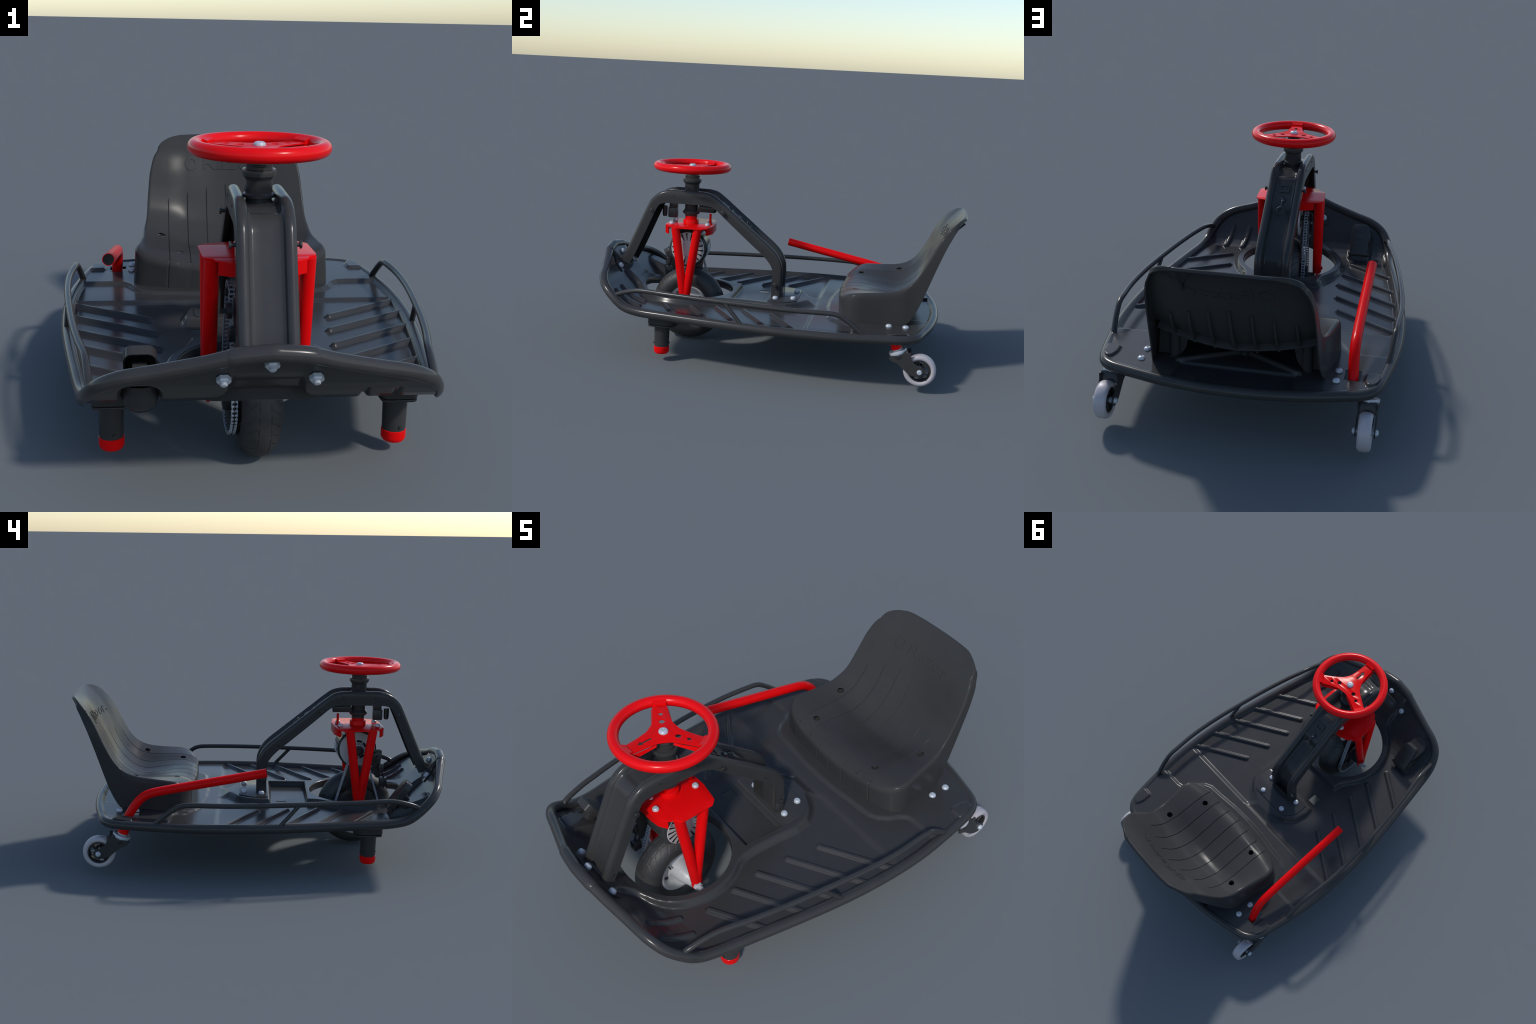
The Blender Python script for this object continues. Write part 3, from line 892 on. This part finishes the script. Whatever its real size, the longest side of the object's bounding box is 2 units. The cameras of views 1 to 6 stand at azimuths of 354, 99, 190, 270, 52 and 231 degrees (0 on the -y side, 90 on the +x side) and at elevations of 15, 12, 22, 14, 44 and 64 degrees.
lathe("fork_stem", [(0, .660), (.0435, .660), (.0435, .688), (.042, .691), (.034, .692), (.034, .722), (0, .722)], M_RED, fork, (0, CY, 0), n=36)
for x, y in ((.050, -.620), (-.050, -.620), (.045, -.418), (-.045, -.418)):
    bolt((x, y, .666), s=.85, parent=fork)
lathe("stop_pin", [(0, .728), (.0065, .728), (.0065, .674), (.014, .672), (.014, .662), (0, .662)], M_RED, fork, (0, -.410, 0), n=18)
AY, AZ = -.516, .205
for sx in (1, -1):
    for y0, dx in ((-.578, 0), (-.455, 0)):
        leg = tube("fork_leg", [(sx * .148, y0, .662), (sx * .149, y0 + (-.516 - y0) * .93, .262), (sx * .150, -.516 + (y0 + .516) * .03, .235)], .0235, M_RED, fork, 20)
    ol = roundpoly([(-.026, .040), (.026, .040), (.024, -.012), (.012, -.032), (-.012, -.032), (-.024, -.012)], .012)
    m = Matrix.Translation((sx * .150, AY + .004, AZ + .005)) @ Matrix.Rotation(PI / 2, 4, 'Z') @ Matrix.Rotation(PI / 2, 4, 'X')
    plate("axle_dropout", ol, M_RED, fork, t=.010, bev=.002, mtx=m)
    nut((sx * .155, AY, AZ), (sx, 0, 0), fork, 1.0)
    lathe("axle_cap", [(0, .042), (.006, .041), (.0105, .037), (.0125, .030), (.0125, 0)], M_ALU, fork, (sx * .155, AY, AZ), 'x' if sx > 0 else '-x', n=20)
lathe("fork_boss", [(0, .02), (.009, .02), (.009, 0)], M_RED, fork, (-.160, -.504, .262), '-x', n=14)

# ================================================================== drive wheel
def tyre():
    R0, TW, TH = .2045, .0635, .055
    prof = []
    nb = 170
    for k in range(nb + 1):
        a = -PI * .22 + (PI * 1.44) * k / nb
        prof.append((math.cos(a), math.sin(a)))
    NM = 420; V = []; F = []
    for i in range(NM):
        th_ = 2 * PI * i / NM
        for c, s in prof:
            x = TW * c
            r = .147 + (R0 - .147) * s
            g = 0
            ax_ = abs(x)
            if s > .2:
                seg = (th_ * 30 / (2 * PI)) % 1.0
                if abs(ax_ - .019) < .0015 and seg < .72: g = .0022
                zz = .026 + .022 * (seg * 2 if seg < .5 else 2 - seg * 2)
                u = (th_ * 30 / (2 * PI) * (1 if x > 0 else 1) + (.5 if x > 0 else 0)) % 1.0
                lx = .024 + .036 * u
                if abs(ax_ - lx) < .0015 and .05 < u < .92: g = .0022
            V.append((x, AY + (r - g) * math.cos(th_), AZ + (r - g) * math.sin(th_)))
    n = len(prof)
    for i in range(NM):
        for k in range(n - 1):
            F.append((i * n + k, i * n + k + 1, ((i + 1) % NM) * n + k + 1, ((i + 1) % NM) * n + k))
        F.append((i * n + n - 1, i * n, ((i + 1) % NM) * n, ((i + 1) % NM) * n + n - 1))
    return mesh("drive_tyre", V, F, M_RUB, kart, 70)
ty = tyre()
hub = lathe("wheel_rim", [(.098, -.045), (.111, -.048), (.114, -.044), (.111, -.02), (.111, .02), (.114, .040), (.111, .046), (.101, .046), (.096, .038), (.088, .018), (.080, .012), (.060, .014), (.052, .022), (.042, .080), (.033, .108), (.028, .118), (.024, .140), (0, .140), (0, -.05), (.05, -.05), (.08, -.03), (.092, -.038), (.098, -.045)], M_ALU, ty, (0, AY, AZ), 'x', n=48)
for k in range(4):
    a = k * PI / 2 + .5
    lathe("hub_screw", [(0, .004), (.006, .004), (.008, .001), (.008, -.004)], M_BLACK, hub, (.015, AY + .074 * math.cos(a), AZ + .076 * math.sin(a)), 'x', n=16)
lathe("valve_stem", [(0, .03), (.004, .03), (.004, .008), (.007, .006), (.007, 0)], M_BLACK, hub, (.020, AY - .06, AZ + .055), 'x', n=12)
# sprocket + chain on the left
SPX, SR, SPN = -.083, .1265, 54
teeth = []
for k in range(SPN):
    for u, r_ in ((0, -.004), (.25, -.004), (.42, .004), (.58, .005), (.75, -.004)):
        a = 2 * PI * (k + u) / SPN
        teeth.append(((SR + r_) * math.cos(a), (SR + r_) * math.sin(a)))
shol = [circ(.080 * math.cos(a), .080 * math.sin(a), .016, 18) for a in [2 * PI * k / 5 + .3 for k in range(5)]]
mx = lambda x, y, z: Matrix.Translation((x, y, z)) @ Matrix.Rotation(PI / 2, 4, 'Z') @ Matrix.Rotation(PI / 2, 4, 'X')
spr = plate("drive_sprocket", teeth, M_BLACK, kart, holes=shol, t=.004, bev=.0005, mtx=mx(SPX, AY, AZ))
lathe("sprocket_hub", [(0, -.055), (.022, -.055), (.022, -.02), (.055, -.018), (.055, .03), (0, .03)], M_BLACK, spr, (SPX, AY, AZ), 'x', n=32)
lathe("brake_drum", [(0, 0), (.092, 0), (.096, .004), (.096, .024), (0, .024)], M_BLACK, spr, (-.068, AY, AZ), 'x', n=40)
MY, MZ, MR = -.515, .538, .033
for k in range(5):
    a = 2 * PI * k / 5 + .93
    lathe("sprocket_bolt", [(0, .012), (.007, .012), (.008, .008), (.008, 0)], M_ZINC, spr, (SPX - .002, AY + .045 * math.cos(a), AZ + .045 * math.sin(a)), '-x', n=12)
# chain path in the (y,z) plane: tangents of two circles, tensioner pushes the front strand in
def tangent_chain():
    c1 = np.array([AY, AZ]); c2 = np.array([MY, MZ]); d = c2 - c1; L = np.linalg.norm(d)
    base = math.atan2(d[1], d[0]); off = math.acos((SR - MR) / L)
    pts = []
    a1, a2 = base + off, base - off
    # big circle from a1 round the bottom to a2
    for t in np.linspace(a1, a2 + 2 * PI, 80): pts.append(c1 + SR * np.array([math.cos(t), math.sin(t)]))
    for t in np.linspace(a2, a1, 24): pts.append(c2 + MR * np.array([math.cos(t), math.sin(t)]))
    return np.array(pts)
cp = tangent_chain(); cp = np.vstack([cp, cp[:1]])
sl = np.concatenate([[0], np.cumsum(np.linalg.norm(np.diff(cp, axis=0), axis=1))])
NL = int(round(sl[-1] / .0150)); NL += NL % 2
bm = bmesh.new()
def cl_mesh(w, name):
    pts = []
    for k in range(10):
        a = PI / 2 + PI * k / 9; pts.append((-.0075 + .0058 * math.cos(a), .0058 * math.sin(a)))
    pts += [(0, -.0036)]
    for k in range(10):
        a = -PI / 2 + PI * k / 9; pts.append((.0075 + .0058 * math.cos(a), .0058 * math.sin(a)))
    pts += [(0, .0036)]
    V = []; F = []
    for s in (1, -1):
        b = len(V); n = len(pts)
        for zz in (w * s, (w + .002) * s):
            V += [(x, y, zz) for x, y in pts]
        F += [tuple(b + k for k in range(n)), tuple(b + n + k for k in range(n))]
        F += [(b + k, b + (k + 1) % n, b + n + (k + 1) % n, b + n + k) for k in range(n)]
    for x0 in (-.0075, .0075):
        b = len(V)
        for zz in (-w, w):
            V += [(x0 + .004 * math.cos(2 * PI * k / 10), .004 * math.sin(2 * PI * k / 10), zz) for k in range(10)]
        F += [(b + k, b + (k + 1) % 10, b + 10 + (k + 1) % 10, b + 10 + k) for k in range(10)]
    me = raw(name, V, F)
    finish(me, "tmpc", M_CHAIN, None, 35, recalc=True); bpy.data.objects.remove(bpy.data.objects["tmpc"])
    return me
bm.free()
LINKS = [cl_mesh(.0055, "chain_link_inner"), cl_mesh(.0080, "chain_link_outer")]
for k in range(NL):
    s0 = sl[-1] * k / NL; s1 = sl[-1] * (k + 1) / NL
    p = np.array([np.interp(s0, sl, cp[:, i]) for i in (0, 1)]); q = np.array([np.interp(s1, sl, cp[:, i]) for i in (0, 1)])
    m = (p + q) / 2; t = Vector((0, q[0] - p[0], q[1] - p[1])).normalized(); ex = Vector((1, 0, 0)); nn = ex.cross(t)
    M4 = Matrix((t, nn, ex)).transposed().to_4x4()
    link(LINKS[k % 2], "chain_link", spr, Matrix.Translation((SPX, m[0], m[1])) @ M4)
# motor
mot = lathe("motor", [(0, .096), (.096, .096), (.0985, .094), (.100, .085), (.106, .080), (.106, -.036), (.100, -.044), (.097, -.046), (0, -.046)], M_FRAME, kart, (0, -.515, .538), 'x', n=56)
lathe("motor_cover", [(0, .0010), (.045, .0010), (.047, -.0015), (.090, -.0015), (.093, -.004), (.093, -.01)], M_ALU, mot, (.0995, -.515, .538), 'x', n=48)
for k in range(18):
    a = 2 * PI * k / 18 + .1
    sl_ = [( -.0012, .048), (.0012, .048), (.0045, .088), (-.0045, .088)]
    M4 = Matrix.Translation((.0988, -.515, .538)) @ Matrix.Rotation(PI / 2, 4, 'Z') @ Matrix.Rotation(PI / 2, 4, 'X') @ Matrix.Rotation(a, 4, 'Z')
    plate("dark_vent_inlay", sl_, M_HOLE_DARK, mot, t=.002, bev=0, mtx=M4)  # dark plates laid on the cover to stand for vents, nothing cut
lathe("motor_end_plate", [(0, 0), (.094, 0), (.096, .003), (.096, .008), (0, .008)], M_ALU, mot, (-.053, -.515, .538), 'x', n=48)
for k in range(8):
    a = 2 * PI * k / 8 + .2
    pts = [(.052 * math.cos(a + t), .052 * math.sin(a + t)) for t in np.linspace(-.3, .3, 7)] + [(.041 * math.cos(a + t), .041 * math.sin(a + t)) for t in np.linspace(.3, -.3, 7)]
    plate("dark_vent_inlay", pts, M_HOLE_DARK, mot, t=.002, bev=0, mtx=mx(-.0535, -.515, .538))  # dark arc plates on the end face, standing for vents
lathe("motor_sprocket", [(0, -.045), (.012, -.045), (.012, -.034), (.030, -.033), (.030, -.027), (.014, -.026), (.014, 0), (0, 0)], M_BLACK, mot, (-.053, MY, MZ), 'x', n=22)
box("motor_mount", (.11, .12, .024), (.02, -.516, .645), M_BLACK, mot, .003)
box("motor_pale_plate", (.06, .004, .05), (.03, -.408, .538), M_ZINC, mot, .001)  # pale zinc-coloured plate on the rear side of the motor body
# chain tensioner and brake arm at the front
tn = plate("tensioner_plate", roundpoly([(-.035, .035), (.030, .035), (.032, -.02), (-.005, -.12), (-.03, -.12), (-.028, -.03)], .018), M_BLACK, kart, t=.005, bev=.001, mtx=mx(-.080, -.610, .508))
lathe("tension_roller", [(0, 0), (.012, 0), (.024, .002), (.024, .016), (.012, .018), (0, .018)], M_BLACK, tn, (-.108, -.615, .51), 'x', n=24)
lathe("tensioner_bolt", [(0, .022), (.007, .022), (.008, .018), (.008, 0)], M_BLACK, tn, (-.106, -.615, .51), '-x', n=6, angle=20)
box("brake_lever_arm", (.022, .030, .045), (-.094, -.640, .445), M_BLACK, tn, .004)
box("brake_caliper", (.034, .040, .050), (-.084, -.655, .365), M_BLACK, tn, .006)
tube("brake_cable", catmull([(-.083, -.64, .44), (-.086, -.655, .40), (-.085, -.665, .36), (-.08, -.66, .33)], 6), .005, M_BLACK, tn, 10)
box("chain_shield", (.004, .09, .16), (-.062, -.50, .37), M_BLACK, tn, .001)

# ================================================================== drift lever
LX = -.477
P = fillet_path([(LX - .002, -.020, .5125), (LX + .004, .545, .405), (LX, .640, .375), (-.484, .676, .288), (-.492, .712, .20)], [.05, .075, .03], 10)
P = catmull([(-.480, -.020, .5125), (-.478, .15, .480), (-.476, .35, .442), (-.475, .50, .413), (-.475, .548, .402), (-.475, .582, .388), (-.476, .612, .365), (-.478, .640, .330), (-.481, .662, .295), (-.485, .69, .24), (-.487, .70, .215)], 8)
lev = tube("drift_lever", P, .0228, M_RED, kart, 24, cap=False)
tube("dark_bore_plug", P[:10], .0205, M_HOLE_DARK, lev, 24, cap=True)  # capped black plug added to make the tube end look hollow
lathe("lever_end_ring", [(.0228, 0), (.0228, .002), (.0204, .002), (.0204, -.004)], M_RED, lev, tuple(P[0]), rot=zto(Vector(P[0] - P[1])), n=24)

# ================================================================== casters
ME_SPOKE = boxmesh("hub_spoke", (.030, .005, .034), .001)
ME_SPOKE.materials.append(M_BLACK)
for sx in (1, -1):
    cx = sx * .555
    wy, wz = .808, .119
    cast = lathe("caster", [(0, .036), (.022, .034), (.026, .032), (.0265, .012), (.030, .010), (.030, .024), (.0445, .022), (.0455, .018), (.0455, .010), (.044, .006), (.040, .002), (0, .002)][::-1], M_ZINC, kart, (cx, .700, .190), rot=zto((0, -.352, .936)), n=12, angle=30)
    up = Vector((0, -.352, .936))
    base = Vector((cx, .700, .190))
    tube("caster_stem", [base + up * .03, base + up * .088], .0265, M_RED, cast, 20)
    # swivel body
    lathe("swivel_cup", [(0, .004), (.045, .004), (.046, -.006), (.040, -.022), (.030, -.030), (0, -.030)], M_BLACK, cast, tuple(base), rot=zto(up), n=32)
    # fork cheeks: outline in (y,z)
    ck = catmull([(.656, .182), (.661, .167), (.693, .154), (.727, .128), (.760, .103), (.797, .093), (.823, .101), (.831, .119), (.824, .137), (.793, .153), (.772, .169), (.760, .196), (.760, .214), (.745, .212), (.700, .196)], 4, closed=True)
    for s in (1, -1):
        V = []; F = []; n = len(ck)
        for k, (y, z) in enumerate(ck):
            fl = .037
            V.append((cx + s * fl, y, z))
        for k, (y, z) in enumerate(ck):
            V.append((cx + s * (.037 + .005), y, z))
        F.append(tuple(range(n))); F.append(tuple(range(n, 2 * n))[::-1])
        for k in range(n): F.append((k, (k + 1) % n, n + (k + 1) % n, n + k))
        mesh("caster_cheek", V, F, M_FRAME, cast, 35)
        lathe("axle_bolt", [(0, .010), (.004, .010), (.004, .012), (.008, .0115), (.0125, .007), (.0135, .002), (.0135, -.002)], M_ZINC, cast, (cx + s * .0425, wy, wz), 'x' if s > 0 else '-x', n=20)
        lathe("axle_spacer", [(.008, 0), (.013, 0), (.013, .016), (.008, .016)], M_ZINC, cast, (cx + s * .021, wy, wz), 'x' if s > 0 else '-x', n=20)
    box("cheek_bridge", (.080, .014, .05), (cx, .742, .192), M_BLACK, cast, .003, rot=Matrix.Rotation(.45, 4, 'X'))
    pr = []
    for k in range(25):
        a = -PI * .25 + PI * 1.5 * k / 24
        pr.append((.0665 + .0150 * math.copysign(abs(math.sin(a)) ** .9, math.sin(a)), .0280 * math.copysign(abs(math.cos(a)) ** .7, math.cos(a))))
    pr.append((.053, -.018)); pr.insert(0, (.053, .018))
    whl = lathe("caster_wheel", pr, M_URE, cast, (cx, wy, wz), 'x', n=56, angle=50)
    lathe("hub_ring", [(.0565, -.0225), (.0575, -.020), (.0575, .020), (.0565, .0225), (.049, .0225), (.047, .018), (.047, -.018), (.049, -.0225), (.0565, -.0225)], M_BLACK, whl, (cx, wy, wz), 'x', n=40)
    lathe("hub_core", [(0, -.021), (.016, -.021), (.018, -.018), (.018, .018), (.016, .021), (0, .021)], M_BLACK, whl, (cx, wy, wz), 'x', n=32)
    for k in range(6):
        a = 2 * PI * k / 6 + .3
        for da in (-.17, .17):
            aa = a + da
            M4 = Matrix.Translation((cx, wy, wz)) @ Matrix.Rotation(aa, 4, 'X')
            link(ME_SPOKE, "hub_spoke", whl, M4 @ Matrix.Translation((0, 0, .032)))

# ================================================================== pedal
tilt = math.atan2(.447 - .315, .741 - .647)
pc = Vector((-.357, -.692, .378))
ey = Vector((0, -math.cos(tilt), math.sin(tilt))); ez = Vector((0, math.sin(tilt), math.cos(tilt))); ex = Vector((-1, 0, 0))
PM = Matrix((ex, ey, ez)).transposed().to_4x4()
ol = roundpoly([(-.048, -.080), (.048, -.080), (.046, .062), (.032, .086), (-.032, .086), (-.046, .062)], .018)
ped = plate("brake_pedal", ol, M_BLACK, kart, t=.006, bev=.0015, mtx=Matrix.Translation(pc) @ PM)
V = []; F = []
for x, y in ol: V += [(x, y, 0), (x, y, -.030)]
n = len(ol)
for k in range(n): F.append((2 * k, 2 * k + 1, (2 * ((k + 1) % n)) + 1, 2 * ((k + 1) % n)))
finish(thicken(raw("pedal_skirt", V, F), .004, 0), "pedal_skirt", M_FRAME, ped, 40, Matrix.Translation(pc) @ PM, recalc=True)
for k in range(3):
    box("pedal_tread", (.055, .004, .003), pc + ey * (.045 - .038 * k) + ez * .0035, M_BLACK, ped, .001, rot=PM)
# housing on the wall
wt = math.radians(40)
hc = Vector((-.358, -.758, .318))
hy = Vector((0, -math.cos(wt), math.sin(wt))); hz = Vector((0, math.sin(wt), math.cos(wt)))
HM = Matrix((ex, hy, hz)).transposed().to_4x4()
box("pedal_arm", (.046, .05, .055), hc + hz * .052 + hy * .0, M_FRAME, ped, .006, rot=HM)
lathe("pedal_hinge", [(0, -.055), (.011, -.055), (.011, .055), (0, .055)], M_BLACK, ped, pc - ey * .080 - ez * .010, 'x', n=18)
lathe("pedal_sump", [(0, -.070), (.030, -.066), (.048, -.050), (.055, -.02), (.055, .02)], M_DECK, ped, (-.357, -.742, .322), n=32)

# steering is turned a little to the left: fork, wheel, motor and chain together
TURN = Matrix.Translation((0, -.516, 0)) @ Matrix.Rotation(math.radians(3.5), 4, 'Z') @ Matrix.Translation((0, .516, 0))
for o in (fork, ty, spr, mot, tn, sw_rim):
    o.matrix_basis = TURN @ o.matrix_basis
